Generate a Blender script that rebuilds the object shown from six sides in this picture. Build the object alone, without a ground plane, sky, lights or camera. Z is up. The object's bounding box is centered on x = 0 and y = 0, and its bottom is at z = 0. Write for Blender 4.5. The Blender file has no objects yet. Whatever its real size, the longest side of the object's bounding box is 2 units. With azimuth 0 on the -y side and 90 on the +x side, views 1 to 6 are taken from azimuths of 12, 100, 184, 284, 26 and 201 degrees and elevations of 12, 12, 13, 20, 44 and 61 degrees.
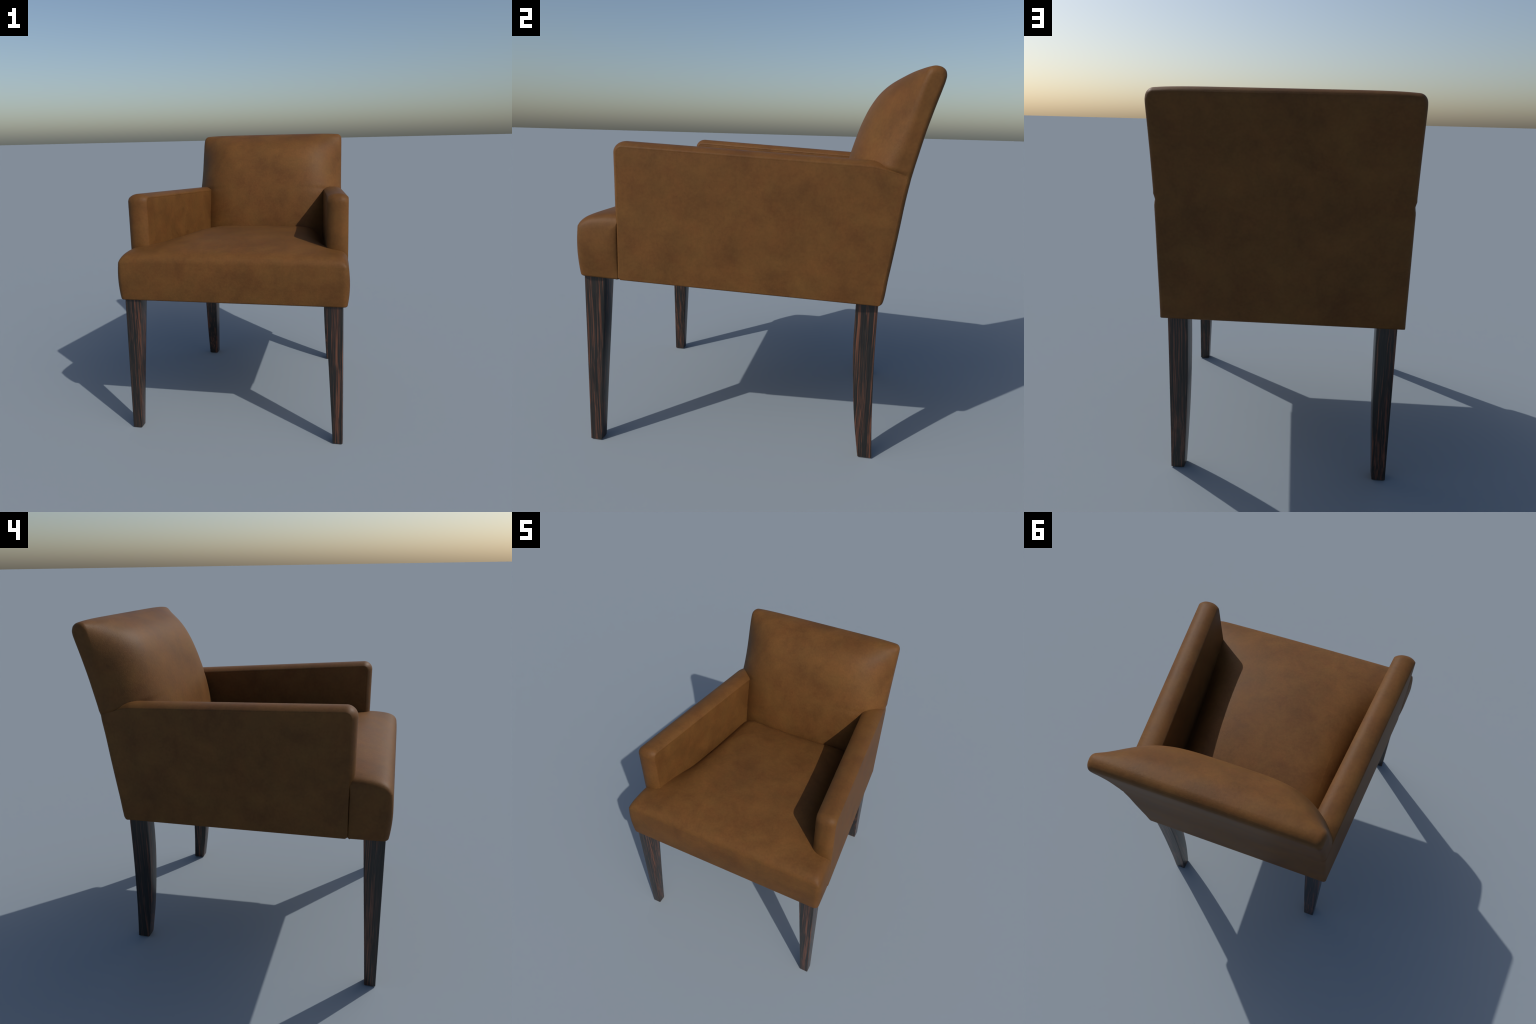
"""Upholstered dining armchair: brown leather shell (seat, backrest, two arm panels)
on four tapered ebony legs.  Front faces -y, metres, z up."""
import bpy, math
from math import sin, cos, pi, exp, sqrt, atan, atan2, hypot

# ------------------------------------------------------------------ helpers
def clamp(v, a=0.0, b=1.0):
    return max(a, min(b, v))

def smooth(a, b, v):
    t = clamp((v - a) / (b - a))
    return t * t * (3 - 2 * t)

def lerp(a, b, t):
    return a + (b - a) * t

def table(pts, v):
    """piecewise-linear look-up of hand-measured profile points (v ascending)"""
    if v <= pts[0][0]:
        return pts[0][1]
    for (a, fa), (b, fb) in zip(pts, pts[1:]):
        if v <= b:
            return lerp(fa, fb, (v - a) / (b - a))
    return pts[-1][1]

def soft_table(pts, v, width):
    k = 7
    return sum(table(pts, v + width * (2 * i / (k - 1) - 1)) for i in range(k)) / k

def catmull(ctrl, t):
    """point on a Catmull-Rom curve; t runs 0..len-1"""
    n = len(ctrl)
    i = min(int(t), n - 2)
    f = t - i
    p1, p2 = ctrl[i], ctrl[i + 1]
    p0 = ctrl[i - 1] if i > 0 else tuple(2 * a - b for a, b in zip(p1, p2))
    p3 = ctrl[i + 2] if i + 2 < n else tuple(2 * a - b for a, b in zip(p2, p1))
    out = []
    for a, b, c, d in zip(p0, p1, p2, p3):
        out.append(0.5 * (2 * b + (c - a) * f + (2 * a - 5 * b + 4 * c - d) * f * f
                          + (3 * b - a - 3 * c + d) * f ** 3))
    return tuple(out)

def spline(ctrl, t):
    """centripetal Catmull-Rom (no overshoot where control points bunch up)"""
    n = len(ctrl)
    i = min(int(t), n - 2)
    f = t - i
    p1, p2 = ctrl[i], ctrl[i + 1]
    p0 = ctrl[i - 1] if i > 0 else tuple(2 * a - b for a, b in zip(p1, p2))
    p3 = ctrl[i + 2] if i + 2 < n else tuple(2 * a - b for a, b in zip(p2, p1))
    k = [0.0]
    for a, b in ((p0, p1), (p1, p2), (p2, p3)):
        k.append(k[-1] + max(1e-4, math.dist(a, b)) ** 0.5)
    u = lerp(k[1], k[2], f)
    mixp = lambda a, b, ka, kb: tuple(((kb - u) * p + (u - ka) * q) / (kb - ka) for p, q in zip(a, b))
    a1, a2, a3 = mixp(p0, p1, k[0], k[1]), mixp(p1, p2, k[1], k[2]), mixp(p2, p3, k[2], k[3])
    b1, b2 = mixp(a1, a2, k[0], k[2]), mixp(a2, a3, k[1], k[3])
    return mixp(b1, b2, k[1], k[2])

def make_object(name, verts, faces, mat, parent=None, angle=50):
    me = bpy.data.meshes.new(name)
    me.from_pydata(verts, [], faces)
    me.validate()
    me.materials.append(mat)
    import bmesh
    bm = bmesh.new()
    bm.from_mesh(me)
    bmesh.ops.remove_doubles(bm, verts=bm.verts, dist=1e-5)
    bmesh.ops.recalc_face_normals(bm, faces=bm.faces)
    bm.to_mesh(me)
    bm.free()
    me.shade_smooth()
    me.set_sharp_from_angle(angle=math.radians(angle))
    ob = bpy.data.objects.new(name, me)
    bpy.context.scene.collection.objects.link(ob)
    if parent:
        ob.parent = parent
    return ob

# ------------------------------------------------------------------ shared rules
def outer_x(y):                 # tapered outer side of the whole chair
    return 0.6850 - 0.0890 * y

def inner_x(y):                 # inner face of the arm panels
    return 0.6065 - 0.1025 * (y + 0.65)

def bottom_z(y):                # sloping lower edge of the upholstery
    return 0.8530 + (0.66 - y) * 0.0515

REAR = [(0.855, 0.671), (1.0, 0.690), (1.21, 0.7205), (1.385, 0.7440), (1.45, 0.7550), (1.5, 0.7645),
        (1.55, 0.7755), (1.6, 0.7875), (1.7, 0.812), (1.8, 0.8405), (1.9, 0.870), (1.96, 0.883)]
def rear_y(z):
    return table(REAR, z)

EDGE_R = 0.022                  # rounding of the rear vertical edges
def edge_r(z):
    return lerp(0.013, EDGE_R, smooth(0.856, 0.895, z))

def pinch(y, z):                # groove where the arm panel meets the back, at the rear
    d = z - (1.489 - (y - 0.76) * 0.25)
    return 0.0065 * exp(-(d / (0.008 if d > 0 else 0.024)) ** 2)

# ------------------------------------------------------------------ materials
def new_mat(name):
    m = bpy.data.materials.new(name)
    m.use_nodes = True
    nt = m.node_tree
    for n in list(nt.nodes):
        nt.nodes.remove(n)
    out = nt.nodes.new('ShaderNodeOutputMaterial')
    bsdf = nt.nodes.new('ShaderNodeBsdfPrincipled')
    nt.links.new(bsdf.outputs[0], out.inputs[0])
    return m, nt, bsdf

def noise(nt, vec, scale, detail=4, rough=0.55, dist=0.0):
    n = nt.nodes.new('ShaderNodeTexNoise')
    n.inputs['Scale'].default_value = scale
    n.inputs['Detail'].default_value = detail
    n.inputs['Roughness'].default_value = rough
    n.inputs['Distortion'].default_value = dist
    nt.links.new(vec, n.inputs['Vector'])
    return n.outputs['Fac']

def ramp(nt, fac, stops):
    r = nt.nodes.new('ShaderNodeValToRGB')
    e = r.color_ramp.elements
    while len(e) < len(stops):
        e.new(0.5)
    for el, (p, c) in zip(e, stops):
        el.position = p
        el.color = (*c, 1)
    nt.links.new(fac, r.inputs['Fac'])
    return r.outputs['Color']

def mix(nt, kind, fac, a, b):
    m = nt.nodes.new('ShaderNodeMix')
    m.data_type = 'RGBA'
    m.blend_type = kind
    if isinstance(fac, float):
        m.inputs[0].default_value = fac
    else:
        nt.links.new(fac, m.inputs[0])
    for s, v in ((6, a), (7, b)):
        if isinstance(v, tuple):
            m.inputs[s].default_value = (*v, 1)
        else:
            nt.links.new(v, m.inputs[s])
    return m.outputs[2]

def mapped(nt, scale, loc=(0, 0, 0)):
    tc = nt.nodes.new('ShaderNodeTexCoord')
    mp = nt.nodes.new('ShaderNodeMapping')
    mp.inputs['Scale'].default_value = scale
    mp.inputs['Location'].default_value = loc
    nt.links.new(tc.outputs['Object'], mp.inputs['Vector'])
    return mp.outputs['Vector']

def leather_material():
    m, nt, b = new_mat('tan_leather')
    v = mapped(nt, (1, 1, 1), (3.1, 1.7, 0.4))
    big = noise(nt, v, 5.2, 7, 0.66, 0.3)
    col = ramp(nt, big, [(0.32, LEATHER_DARK), (0.5, LEATHER_MID), (0.68, LEATHER_LIGHT)])
    # warm / olive drift at a middle scale
    v2 = mapped(nt, (1, 1, 1), (7.7, 2.3, 5.1))
    mid = noise(nt, v2, 7.5, 8, 0.66, 0.2)
    tint = ramp(nt, mid, [(0.36, (1.045, 0.985, 0.96)), (0.64, (0.975, 1.005, 0.98))])
    col = mix(nt, 'MULTIPLY', 1.0, col, tint)
    # fine speckle of the hide
    fine = noise(nt, v, 70, 5, 0.65)
    speck = ramp(nt, fine, [(0.32, (0.88, 0.88, 0.88)), (0.62, (1.06, 1.06, 1.06))])
    col = mix(nt, 'MULTIPLY', 0.7, col, speck)
    nt.links.new(col, b.inputs['Base Color'])
    rr = nt.nodes.new('ShaderNodeMapRange')
    nt.links.new(big, rr.inputs['Value'])
    rr.inputs['From Min'].default_value = 0.3
    rr.inputs['From Max'].default_value = 0.7
    rr.inputs['To Min'].default_value = LEATHER_ROUGH - 0.03
    rr.inputs['To Max'].default_value = LEATHER_ROUGH + 0.03
    nt.links.new(rr.outputs[0], b.inputs['Roughness'])
    b.inputs['Specular IOR Level'].default_value = LEATHER_SPEC
    # pebbled grain
    vor = nt.nodes.new('ShaderNodeTexVoronoi')
    vor.inputs['Scale'].default_value = 140
    nt.links.new(v, vor.inputs['Vector'])
    add = nt.nodes.new('ShaderNodeMath')
    add.operation = 'MULTIPLY_ADD'
    nt.links.new(vor.outputs['Distance'], add.inputs[0])
    add.inputs[1].default_value = 0.5
    nt.links.new(fine, add.inputs[2])
    bump = nt.nodes.new('ShaderNodeBump')
    bump.inputs['Strength'].default_value = 0.10
    bump.inputs['Distance'].default_value = 0.004
    nt.links.new(add.outputs[0], bump.inputs['Height'])
    nt.links.new(bump.outputs[0], b.inputs['Normal'])
    return m

def wood_material():
    m, nt, b = new_mat('ebony_wood')
    tc = mapped(nt, (1, 1, 1))
    # bend the grain gently sideways with height
    comb = nt.nodes.new('ShaderNodeVectorMath')
    comb.operation = 'MULTIPLY_ADD'
    sub = nt.nodes.new('ShaderNodeVectorMath')
    sub.operation = 'MULTIPLY'
    n3 = nt.nodes.new('ShaderNodeTexNoise')
    n3.inputs['Scale'].default_value = 4.0
    n3.inputs['Detail'].default_value = 2
    nt.links.new(tc, n3.inputs['Vector'])
    nt.links.new(n3.outputs['Color'], comb.inputs[0])
    comb.inputs[1].default_value = (0.013, 0.013, 0.0)
    nt.links.new(tc, comb.inputs[2])
    nt.links.new(comb.outputs[0], sub.inputs[0])
    sub.inputs[1].default_value = (1, 1, 0.014)
    sv = sub.outputs[0]
    streak = noise(nt, sv, 145, 4, 0.62)
    slow = noise(nt, sv, 38, 2, 0.5)                 # broad dark and red bands
    band = nt.nodes.new('ShaderNodeMath')
    band.operation = 'MULTIPLY_ADD'
    nt.links.new(slow, band.inputs[0])
    band.inputs[1].default_value = 0.55
    nt.links.new(streak, band.inputs[2])
    shift = nt.nodes.new('ShaderNodeMath')
    shift.operation = 'SUBTRACT'
    nt.links.new(band.outputs[0], shift.inputs[0])
    shift.inputs[1].default_value = 0.285
    streak = shift.outputs[0]
    col = ramp(nt, streak, [(0.42, WOOD_DARK), (0.51, WOOD_MID), (0.60, WOOD_RED), (0.72, WOOD_RED2)])
    hair = noise(nt, sv, 320, 2, 0.5)
    dark = ramp(nt, hair, [(0.40, (0.45, 0.45, 0.45)), (0.56, (1, 1, 1))])
    col = mix(nt, 'MULTIPLY', 0.9, col, dark)
    nt.links.new(col, b.inputs['Base Color'])
    b.inputs['Roughness'].default_value = WOOD_ROUGH
    b.inputs['Specular IOR Level'].default_value = 0.5
    bump = nt.nodes.new('ShaderNodeBump')
    bump.inputs['Strength'].default_value = 0.06
    bump.inputs['Distance'].default_value = 0.002
    nt.links.new(hair, bump.inputs['Height'])
    nt.links.new(bump.outputs[0], b.inputs['Normal'])
    return m

LEATHER_DARK = (0.112, 0.0485, 0.0145)
LEATHER_MID = (0.138, 0.0606, 0.0176)
LEATHER_LIGHT = (0.160, 0.0725, 0.0205)
LEATHER_ROUGH = 0.55
LEATHER_SPEC = 0.15
WOOD_DARK = (0.016, 0.015, 0.013)
WOOD_MID = (0.030, 0.022, 0.017)
WOOD_RED = (0.115, 0.046, 0.026)
WOOD_RED2 = (0.200, 0.074, 0.040)
WOOD_ROUGH = 0.31

# ------------------------------------------------------------------ backrest
def build_backrest(mat, parent):
    # matched control points (y, z): up the rear, over the top, down the front
    rear = [(0.640, 0.8545), (0.655, 0.8555), (0.6685, 0.8675), (0.690, 1.0), (0.7205, 1.21),
            (0.7440, 1.385), (0.7645, 1.5), (0.7875, 1.6), (0.812, 1.7), (0.8405, 1.8),
            (0.868, 1.893), (0.879, 1.935), (0.882, 1.958), (0.876, 1.980), (0.861, 1.993),
            (0.843, 1.999)]
    side_f = [(0.824, 2.000), (0.805, 1.994), (0.788, 1.976), (0.772, 1.940), (0.750, 1.882),
              (0.717, 1.806), (0.678, 1.725), (0.634, 1.640), (0.598, 1.570), (0.575, 1.510),
              (0.556, 1.420), (0.545, 1.330), (0.540, 1.220), (0.535, 1.10), (0.53, 1.0), (0.525, 0.885)]
    mid_f = [(0.822, 2.000), (0.783, 1.997), (0.742, 1.988), (0.694, 1.967), (0.640, 1.936),
             (0.592, 1.893), (0.548, 1.830), (0.508, 1.745), (0.474, 1.645), (0.446, 1.545),
             (0.425, 1.450), (0.407, 1.360), (0.388, 1.250), (0.372, 1.12), (0.365, 1.0), (0.36, 0.885)]
    half = 120
    def loop(front):
        ctrl = rear + front
        m = 2 * half
        return [spline(ctrl, (len(ctrl) - 1) * j / (m - 1)) for j in range(m)]
    side, mid = loop(side_f), loop(mid_f)
    m = len(side)
    # inward normals of the side outline
    nrm = []
    for j in range(m):
        a, b = side[max(j - 1, 0)], side[min(j + 1, m - 1)]
        ty, tz = b[0] - a[0], b[1] - a[1]
        l = hypot(ty, tz)
        nrm.append((-tz / l, ty / l))           # rear goes up -> points to -y (inside)
    power = 4.2
    rad = []
    for j in range(m):
        z = side[j][1]
        if j < half:
            r = lerp(edge_r(z), 0.034, smooth(1.93, 1.985, z))
        else:
            r = lerp(0.105, 0.034, smooth(1.56, 1.97, z))
        rad.append(r)
    def puckered(w, y, z):
        # small pinch where the arm panel meets the back (rear edge and side face)
        d = z - (1.489 - (y - 0.76) * 0.25)
        w += 0.004 * clamp((z - 1.5) / 0.42) + 0.0010 * exp(-((d - 0.022) / 0.010) ** 2)
        return w - pinch(y, z)
    def arched(x, y, z):
        # the top edge droops a little toward the two corners
        return (x, y, z - 0.011 * smooth(1.80, 2.0, z) * abs(x / 0.61) ** 7)
    stations = []                                # list of rings of (x,y,z), right half incl. centre
    NU, NE = 40, 8
    for i in range(NU + 1):
        u = i / NU
        u = 1 - (1 - u) ** 1.4
        g = 1 - u ** power
        ring = []
        for j in range(m):
            depth = hypot(mid[j][0] - side[j][0], mid[j][1] - side[j][1])
            th0 = atan(power * depth / 0.59)
            r = rad[j]
            ins = r * (1 - cos(th0))
            sy, sz = side[j][0] + nrm[j][0] * ins, side[j][1] + nrm[j][1] * ins
            y, z = lerp(sy, mid[j][0], g), lerp(sz, mid[j][1], g)
            w = puckered(outer_x(y), y, z) - r * (1 - sin(th0))
            if j < half - 20:
                y += 0.0015 * (1 - u ** 4) * smooth(0.87, 0.95, z)      # faint swell of the rear panel
            ring.append(arched(u * w, y, z))
        stations.append(ring)
    for k in range(1, NE + 1):
        ring = []
        for j in range(m):
            depth = hypot(mid[j][0] - side[j][0], mid[j][1] - side[j][1])
            th0 = atan(power * depth / 0.59)
            th = lerp(th0, pi / 2, k / NE)
            r = rad[j]
            ins = r * (1 - cos(th))
            y, z = side[j][0] + nrm[j][0] * ins, side[j][1] + nrm[j][1] * ins
            ring.append(arched(puckered(outer_x(y), y, z) - r * (1 - sin(th)), y, z))
        stations.append(ring)
    rings = [[(-x, y, z) for x, y, z in r] for r in reversed(stations[1:])] + stations
    verts = [p for r in rings for p in r]
    faces = []
    n = len(rings)
    for i in range(n - 1):
        for j in range(m - 1):
            a = i * m + j
            faces.append((a, a + 1, a + m + 1, a + m))
        faces.append((i * m, i * m + m, i * m + 2 * m - 1, i * m + m - 1))   # underside
    # side faces: strips joining rear and front of each end outline
    S = 14
    for sgn, base in ((-1, 0), (1, (n - 1) * m)):
        rows = []
        for j in range(half):
            a, b = base + j, base + m - 1 - j
            pa, pb = verts[a], verts[b]
            row = [a]
            for s in range(1, S):
                t = s / S
                y, z = lerp(pa[1], pb[1], t), lerp(pa[2], pb[2], t)
                zc = 1.489 - (y - 0.76) * 0.25
                dip = 0.004 * (1 - smooth(zc - 0.012, zc, z)) * smooth(0, 0.12, t)
                verts.append((sgn * (puckered(outer_x(y), y, z) - dip), y, z))
                row.append(len(verts) - 1)
            row.append(b)
            rows.append(row)
        for r0, r1 in zip(rows, rows[1:]):
            for s in range(S):
                faces.append((r0[s], r0[s + 1], r1[s + 1], r1[s]))
    return make_object('backrest', verts, faces, mat, parent, 60)

# ------------------------------------------------------------------ armrest panels
def resample(pts, step):
    out = [pts[0]]
    for a, b in zip(pts, pts[1:]):
        l = hypot(b[0] - a[0], b[1] - a[1])
        k = max(1, int(round(l / step)))
        for i in range(1, k + 1):
            out.append((lerp(a[0], b[0], i / k), lerp(a[1], b[1], i / k)))
    return out

def build_armrest(mat, parent, sgn):
    top = lambda y: 1.5665 - 0.0475 * y
    fy = -0.660
    R = 0.036
    path = [(fy - 0.002, bottom_z(fy) + 0.012), (fy, 1.0), (fy + 0.001, 1.25), (fy + 0.001, 1.42)]
    cy, cz = fy + R, top(fy + R) - R
    for k in range(0, 11):
        a = pi - (pi / 2) * k / 10
        path.append((cy + R * cos(a), cz + R * sin(a)))
    path += [(-0.4, top(-0.4)), (0.0, top(0.0)), (0.45, top(0.45)), (0.58, top(0.58))]
    path += [(0.61, 1.5340), (0.64, 1.5250), (0.68, 1.5130), (0.71, 1.5040), (rear_y(1.49) - EDGE_R, 1.4945)]
    zs = [1.488 - (1.488 - 0.8685) * k / 12 for k in range(13)]
    path += [(rear_y(z) - edge_r(z), z) for z in zs]
    path += [(rear_y(0.858) - 0.014, 0.8595), (rear_y(0.855) - 0.022, bottom_z(0.65)), (0.0, bottom_z(0.0)), (fy + 0.012, bottom_z(fy))]
    path.append(path[0])
    P = resample(path, 0.014)[:-1]
    n = len(P)
    N, crown, rnd = [], [], []
    for i in range(n):
        a, b = P[i - 1], P[(i + 1) % n]
        ty, tz = b[0] - a[0], b[1] - a[1]
        l = hypot(ty, tz)
        N.append((-tz / l, ty / l))
    for i, (y, z) in enumerate(P):
        is_front = y < fy + 0.01
        c = 0.0
        if is_front:
            c = 0.023 * smooth(1.12, 1.26, z)
        elif z > top(y) - 0.06 and y < 0.66:
            c = 0.0205
        r = lerp(0.011, 0.003, smooth(0.60, 0.735, y)) if z > 1.2 else 0.007
        if y > rear_y(z) - edge_r(z) - 0.004 and z < 1.482:
            r = 0.0006                            # flush butt joint with the rounded rear edge
        crown.append(c)
        rnd.append(r)
    # smooth the crown along the path
    for _ in range(6):
        crown = [(crown[i - 1] + 2 * crown[i] + crown[(i + 1) % n]) / 4 for i in range(n)]
    for _ in range(2):
        rnd = [(rnd[i - 1] + 2 * rnd[i] + rnd[(i + 1) % n]) / 4 for i in range(n)]
    T = 16
    verts, rings = [], []
    def ring(fn):
        idx = []
        for i in range(n):
            verts.append(fn(i))
            idx.append(len(verts) - 1)
        rings.append(idx)
    cyc, czc = sum(p[0] for p in P) / n, sum(p[1] for p in P) / n
    def panel_x(y, z):
        return outer_x(y) - pinch(y, z) * smooth(rear_y(z) - 0.12, rear_y(z) - 0.03, y) * (z > 1.3)
    def put(i, h, x_off, side):
        y, z = P[i][0] + N[i][0] * h, P[i][1] + N[i][1] * h
        x = panel_x(y, z) - x_off if side == 0 else inner_x(y) + x_off
        return (sgn * x, y, z)
    def inward(i, s, side):                       # flat face, rings shrinking to the middle, slightly padded
        y, z = P[i][0] - N[i][0] * 0.012, P[i][1] - N[i][1] * 0.012
        y, z = lerp(cyc, y, s), lerp(czc, z, s)
        puff = 0.004 * (1 - s ** 3)
        x = panel_x(y, z) + puff if side == 0 else inner_x(y) - puff
        return (sgn * x, y, z)
    flat = [0.02, 0.2, 0.4, 0.6, 0.75, 0.88, 0.965]
    for s in flat:
        ring(lambda i, s=s: inward(i, s, 0))
    # edges: shallow seam groove on the flat face, then a roll that runs tangentially into the crown
    POW = 2.5
    def roll_end(i):
        wdt = outer_x(P[i][0]) - inner_x(P[i][0])
        return pi / 2 - atan(2 * POW * crown[i] / (wdt - 0.014))
    def edge_profile(side):
        pr = []
        for d, g in ((0.0095, 0.0), (0.0065, 0.0), (0.0045, 1.0), (0.0025, 0.0)):
            def f(i, d=d, g=g):
                live = rnd[i] > 0.002
                h = -rnd[i] * sin(roll_end(i)) - (d if live else d * 0.3)
                deep = (0.0010 if side else 0.0003) if live and P[i][1] > 1.27 else 0.0
                return put(i, h, g * deep, side)
            pr.append(f)
        for k in range(0, 8):
            def f(i, k=k):
                e = roll_end(i)
                a = e * k / 7
                return put(i, rnd[i] * (sin(a) - sin(e)), rnd[i] * (1 - cos(a)), side)
            pr.append(f)
        return pr
    for f in edge_profile(0):
        ring(f)
    for k in range(1, T):
        t = k / T
        def f(i, t=t):
            h = crown[i] * (1 - abs(2 * t - 1) ** POW)
            y, z = P[i][0] + N[i][0] * h, P[i][1] + N[i][1] * h
            off = rnd[i] * (1 - cos(roll_end(i)))
            return (sgn * lerp(outer_x(y) - off, inner_x(y) + off, t), y, z)
        ring(f)
    for f in reversed(edge_profile(1)):
        ring(f)
    for s in reversed(flat):
        ring(lambda i, s=s: inward(i, s, 1))
    faces = []
    for r0, r1 in zip(rings, rings[1:]):
        for i in range(n):
            j = (i + 1) % n
            faces.append((r0[i], r0[j], r1[j], r1[i]))
    faces.append(tuple(reversed(rings[0])))
    faces.append(tuple(rings[-1]))
    return make_object('armrest', verts, faces, mat, parent, 60)

# ------------------------------------------------------------------ seat
FRONT_Y = -0.8695
SEAM_Y = -0.6615

BULGE = 0.0120                   # padding of the front and of the outer sides

def side_edge(y):                # side of the front block below the padding
    return outer_x(y) - lerp(0.009, 0.003, (y - FRONT_Y) / (SEAM_Y - FRONT_Y))

def seat_top(x, y):
    ax = abs(x)
    df = max(0.0, y - FRONT_Y + 0.006)
    ds = max(0.0, side_edge(y) + 0.0065 - ax)
    hf = 0.050 + 0.086 * (1 - exp(-(df / 0.030) ** 0.6))            # front roll
    hs = 0.24 + 0.76 * (1 - exp(-(ds / 0.014) ** 0.75))                # side roll
    z = 1.130 + hf * hs
    # crown of the cushion, highest a little behind the front edge
    crown = soft_table([(-0.87, 0.05), (-0.78, 0.22), (-0.66, 0.60), (-0.52, 0.90), (-0.40, 1.0), (-0.25, 0.97), (-0.1, 0.82),
                   (0.05, 0.55), (0.2, 0.18), (0.3, -0.12), (0.42, -0.45)], y, 0.05)
    z += 0.055 * crown * clamp(1 - (ax / 0.68) ** 2)
    # falls away beside the arms, deeper toward the back
    e = max(0.0, inner_x(y) - ax)
    deep = soft_table([(-0.68, 0.0), (-0.60, 0.006), (-0.45, 0.040), (-0.3, 0.085), (-0.05, 0.115), (0.2, 0.110), (0.5, 0.095)], y, 0.05)
    z -= deep * exp(-(e / 0.075) ** 1.3)
    # tucked crease where the cushion meets the backrest
    meet = 0.388 + 0.16 * (ax / 0.6) ** 4
    z -= 0.035 * exp(-max(0.0, meet - y) / 0.024)
    return z

def build_seat(mat, parent):
    # half footprint contour from front centre round to rear centre
    half = []
    cr = 0.030
    def corner(cx, cy, r, a0, a1, k):
        return [(cx + r * cos(lerp(a0, a1, i / k)), cy + r * sin(lerp(a0, a1, i / k))) for i in range(k + 1)]
    xf = side_edge(FRONT_Y + cr)
    pts = [(0.0, FRONT_Y), (xf - cr, FRONT_Y)]
    pts += corner(xf - cr, FRONT_Y + cr, cr, -pi / 2, 0, 6)[1:]
    xs = side_edge(SEAM_Y)
    pts += [(xs, SEAM_Y - 0.006)]
    pts += corner(xs - 0.005, SEAM_Y - 0.005, 0.005, 0, pi / 2, 4)[1:]
    xi = lambda y: inner_x(y) + 0.05
    pts += [(xi(SEAM_Y), SEAM_Y + 0.0005), (xi(SEAM_Y) - 0.004, SEAM_Y + 0.01), (xi(0.60), 0.60), (0.0, 0.60)]
    C = resample(pts, 0.014)
    C = C + [(-x, y) for x, y in reversed(C[1:-1])]
    n = len(C)
    N = []
    for i in range(n):
        a, b = C[i - 1], C[(i + 1) % n]
        tx, ty = b[0] - a[0], b[1] - a[1]
        l = hypot(tx, ty)
        N.append((ty / l, -tx / l))
    verts, rings = [], []
    def ring(fn):
        idx = []
        for i in range(n):
            verts.append(fn(i))
            idx.append(len(verts) - 1)
        rings.append(idx)
    def skeleton(i):
        x, y = C[i]
        return (clamp(x, -0.42, 0.42), clamp(y, -0.55, 0.22))
    def bottom(s):
        def f(i):
            sk = skeleton(i)
            x, y = lerp(sk[0], C[i][0], s), lerp(sk[1], C[i][1], s)
            return (x, y, bottom_z(y) + 0.001)
        return f
    for s in (0.0, 0.5, 0.93):
        ring(bottom(s))
    def visible(i):                              # 1 on front and outer sides of the front block
        return 1.0 if C[i][1] < SEAM_Y - 0.012 else 0.0
    vis = [visible(i) for i in range(n)]
    for _ in range(2):
        vis = [(vis[i - 1] + 2 * vis[i] + vis[(i + 1) % n]) / 4 for i in range(n)]
    br = 0.012
    for k in range(0, 6):
        a = (pi / 2) * k / 5
        def f(i, a=a):
            o = -br * (1 - sin(a))
            x, y = C[i][0] + N[i][0] * o, C[i][1] + N[i][1] * o
            return (x, y, bottom_z(C[i][1]) + br * (1 - cos(a)))
        ring(f)
    W = 16
    def topedge(i):
        b = BULGE * sin(pi * 0.86) ** 0.85 * vis[i]
        return C[i][0] + N[i][0] * b, C[i][1] + N[i][1] * b
    for k in range(1, W + 1):
        t = k / W
        def f(i, t=t):
            b = BULGE * sin(pi * min(1.0, t * 0.86)) ** 0.85 * vis[i]
            # seen from the side the block swells most in its upper half
            x, y = C[i][0] + N[i][0] * b, C[i][1] + N[i][1] * b
            z0 = bottom_z(C[i][1]) + br
            z1 = seat_top(*topedge(i))
            z1 = max(z1, 1.0)
            return (x, y, lerp(z0, z1, t))
        ring(f)
    def topring(s):
        def f(i):
            b = BULGE * sin(pi * 0.86) ** 0.85 * vis[i]
            x0, y0 = C[i][0] + N[i][0] * b, C[i][1] + N[i][1] * b
            sk = skeleton(i)
            x, y = lerp(x0, sk[0], s), lerp(y0, sk[1], s)
            return (x, y, max(seat_top(x, y), 1.0))
        return f
    for k in range(1, 41):
        ring(topring((k / 40) ** 2.0))
    faces = []
    for r0, r1 in zip(rings, rings[1:]):
        for i in range(n):
            j = (i + 1) % n
            faces.append((r0[i], r0[j], r1[j], r1[i]))
    # inner field of the top as a regular grid over the flat middle
    gx, gy = 42, 42
    base = len(verts)
    x0, x1, y0, y1 = -0.42, 0.42, -0.55, 0.22
    for a in range(gx + 1):
        for b in range(gy + 1):
            x, y = lerp(x0, x1, a / gx), lerp(y0, y1, b / gy)
            verts.append((x, y, seat_top(x, y)))
    for a in range(gx):
        for b in range(gy):
            i = base + a * (gy + 1) + b
            faces.append((i, i + 1, i + gy + 2, i + gy + 1))
    base2 = len(verts)
    for x, y in ((x0, y0), (x1, y0), (x1, y1), (x0, y1)):
        verts.append((x, y, bottom_z(y) + 0.001))
    faces.append((base2, base2 + 3, base2 + 2, base2 + 1))
    return make_object('seat', verts, faces, mat, parent, 60)

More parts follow.
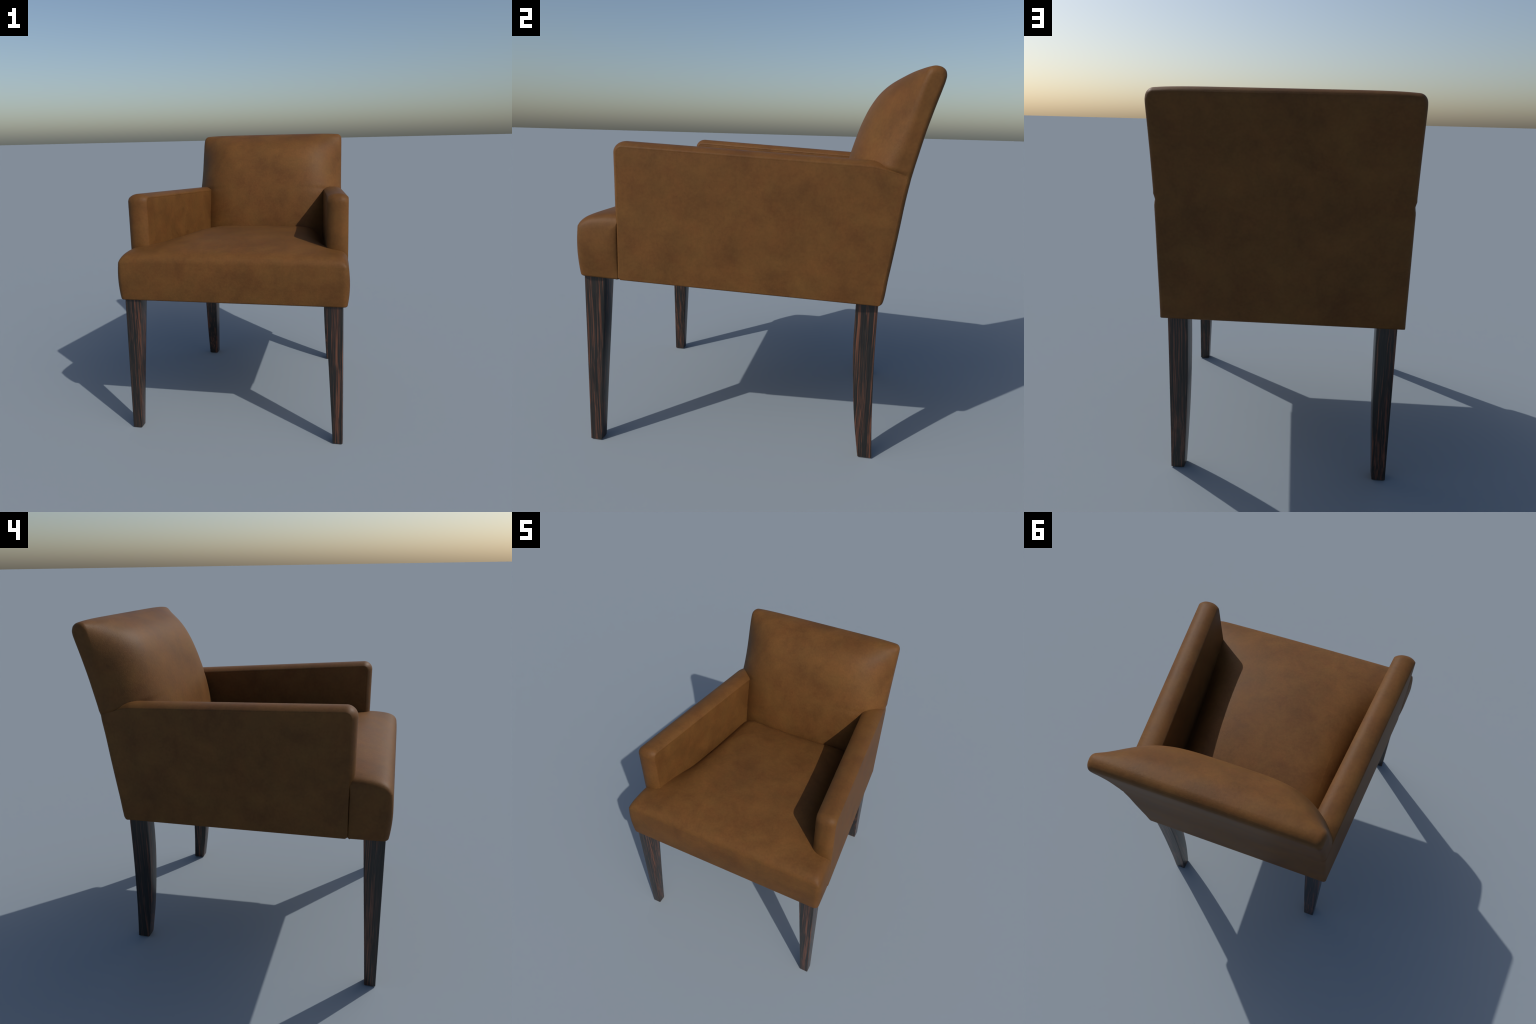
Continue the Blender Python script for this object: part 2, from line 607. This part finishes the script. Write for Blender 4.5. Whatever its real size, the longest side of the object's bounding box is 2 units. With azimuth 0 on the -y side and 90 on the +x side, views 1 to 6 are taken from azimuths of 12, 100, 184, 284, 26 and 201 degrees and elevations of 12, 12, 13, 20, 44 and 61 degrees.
# ------------------------------------------------------------------ legs
def build_leg(mat, parent, sgn, rows):
    """rows: (z, x_inner, x_outer, y_front, y_rear) from floor to top"""
    verts, faces = [], []
    bev = 0.0045
    steps = 48
    ctrl = rows
    secs = []
    for k in range(steps + 1):
        secs.append(catmull(ctrl, (len(ctrl) - 1) * k / steps))
    rows2 = [(0.0,) + tuple(secs[0][1:]) + (0.0035,), (0.0035,) + tuple(secs[0][1:]) + (0.0,)]
    rows2 += [tuple(s) + (0.0,) for s in secs[1:]]
    m = 0
    for z, xi, xo, yf, yr, ins in rows2:
        xi, xo, yf, yr = xi + ins, xo - ins, yf + ins, yr - ins
        ring = []
        for cx, cy, a0 in ((xo, yf, -90), (xo, yr, 0), (xi, yr, 90), (xi, yf, 180)):
            mx = cx - bev if cx == xo else cx + bev
            my = cy + bev if cy == yf else cy - bev
            for q in range(4):
                a = math.radians(a0 + 30 * q)
                ring.append((sgn * (mx + bev * cos(a)), my + bev * sin(a), z))
        m = len(ring)
        verts += ring
    for k in range(len(rows2) - 1):
        for i in range(m):
            j = (i + 1) % m
            faces.append((k * m + i, k * m + j, (k + 1) * m + j, (k + 1) * m + i))
    faces.append(tuple(range(m))[::-1])
    faces.append(tuple((len(rows2) - 1) * m + i for i in range(m)))
    return make_object('leg', verts, faces, mat, parent, 35)

FRONT_LEG = [(0.0, 0.6635, 0.7275, -0.8530, -0.7900), (0.32, 0.6470, 0.7255, -0.8535, -0.7735),
             (0.64, 0.6290, 0.7235, -0.8540, -0.7560), (0.965, 0.6100, 0.7215, -0.8545, -0.7390)]
REAR_LEG = [(0.0, 0.5100, 0.5820, 0.5970, 0.6710), (0.18, 0.5020, 0.5840, 0.5715, 0.6605), (0.317, 0.4960, 0.5855, 0.5575, 0.6555),
            (0.452, 0.4915, 0.5870, 0.5475, 0.6515), (0.584, 0.4885, 0.5880, 0.5400, 0.6495),
            (0.702, 0.4865, 0.5890, 0.5380, 0.6490), (0.80, 0.4855, 0.5895, 0.5390, 0.6500), (0.90, 0.485, 0.590, 0.540, 0.651)]

# ------------------------------------------------------------------ assemble
root = bpy.data.objects.new('armchair', None)
bpy.context.scene.collection.objects.link(root)
root['label'] = 'brown leather armchair with padded back and tapered ebony legs'
root['category'] = 'armchair'

leather = leather_material()
wood = wood_material()
build_backrest(leather, root)
for s in (1, -1):
    build_armrest(leather, root, s)
build_seat(leather, root)
for s in (1, -1):
    build_leg(wood, root, s, FRONT_LEG)
    build_leg(wood, root, s, REAR_LEG)
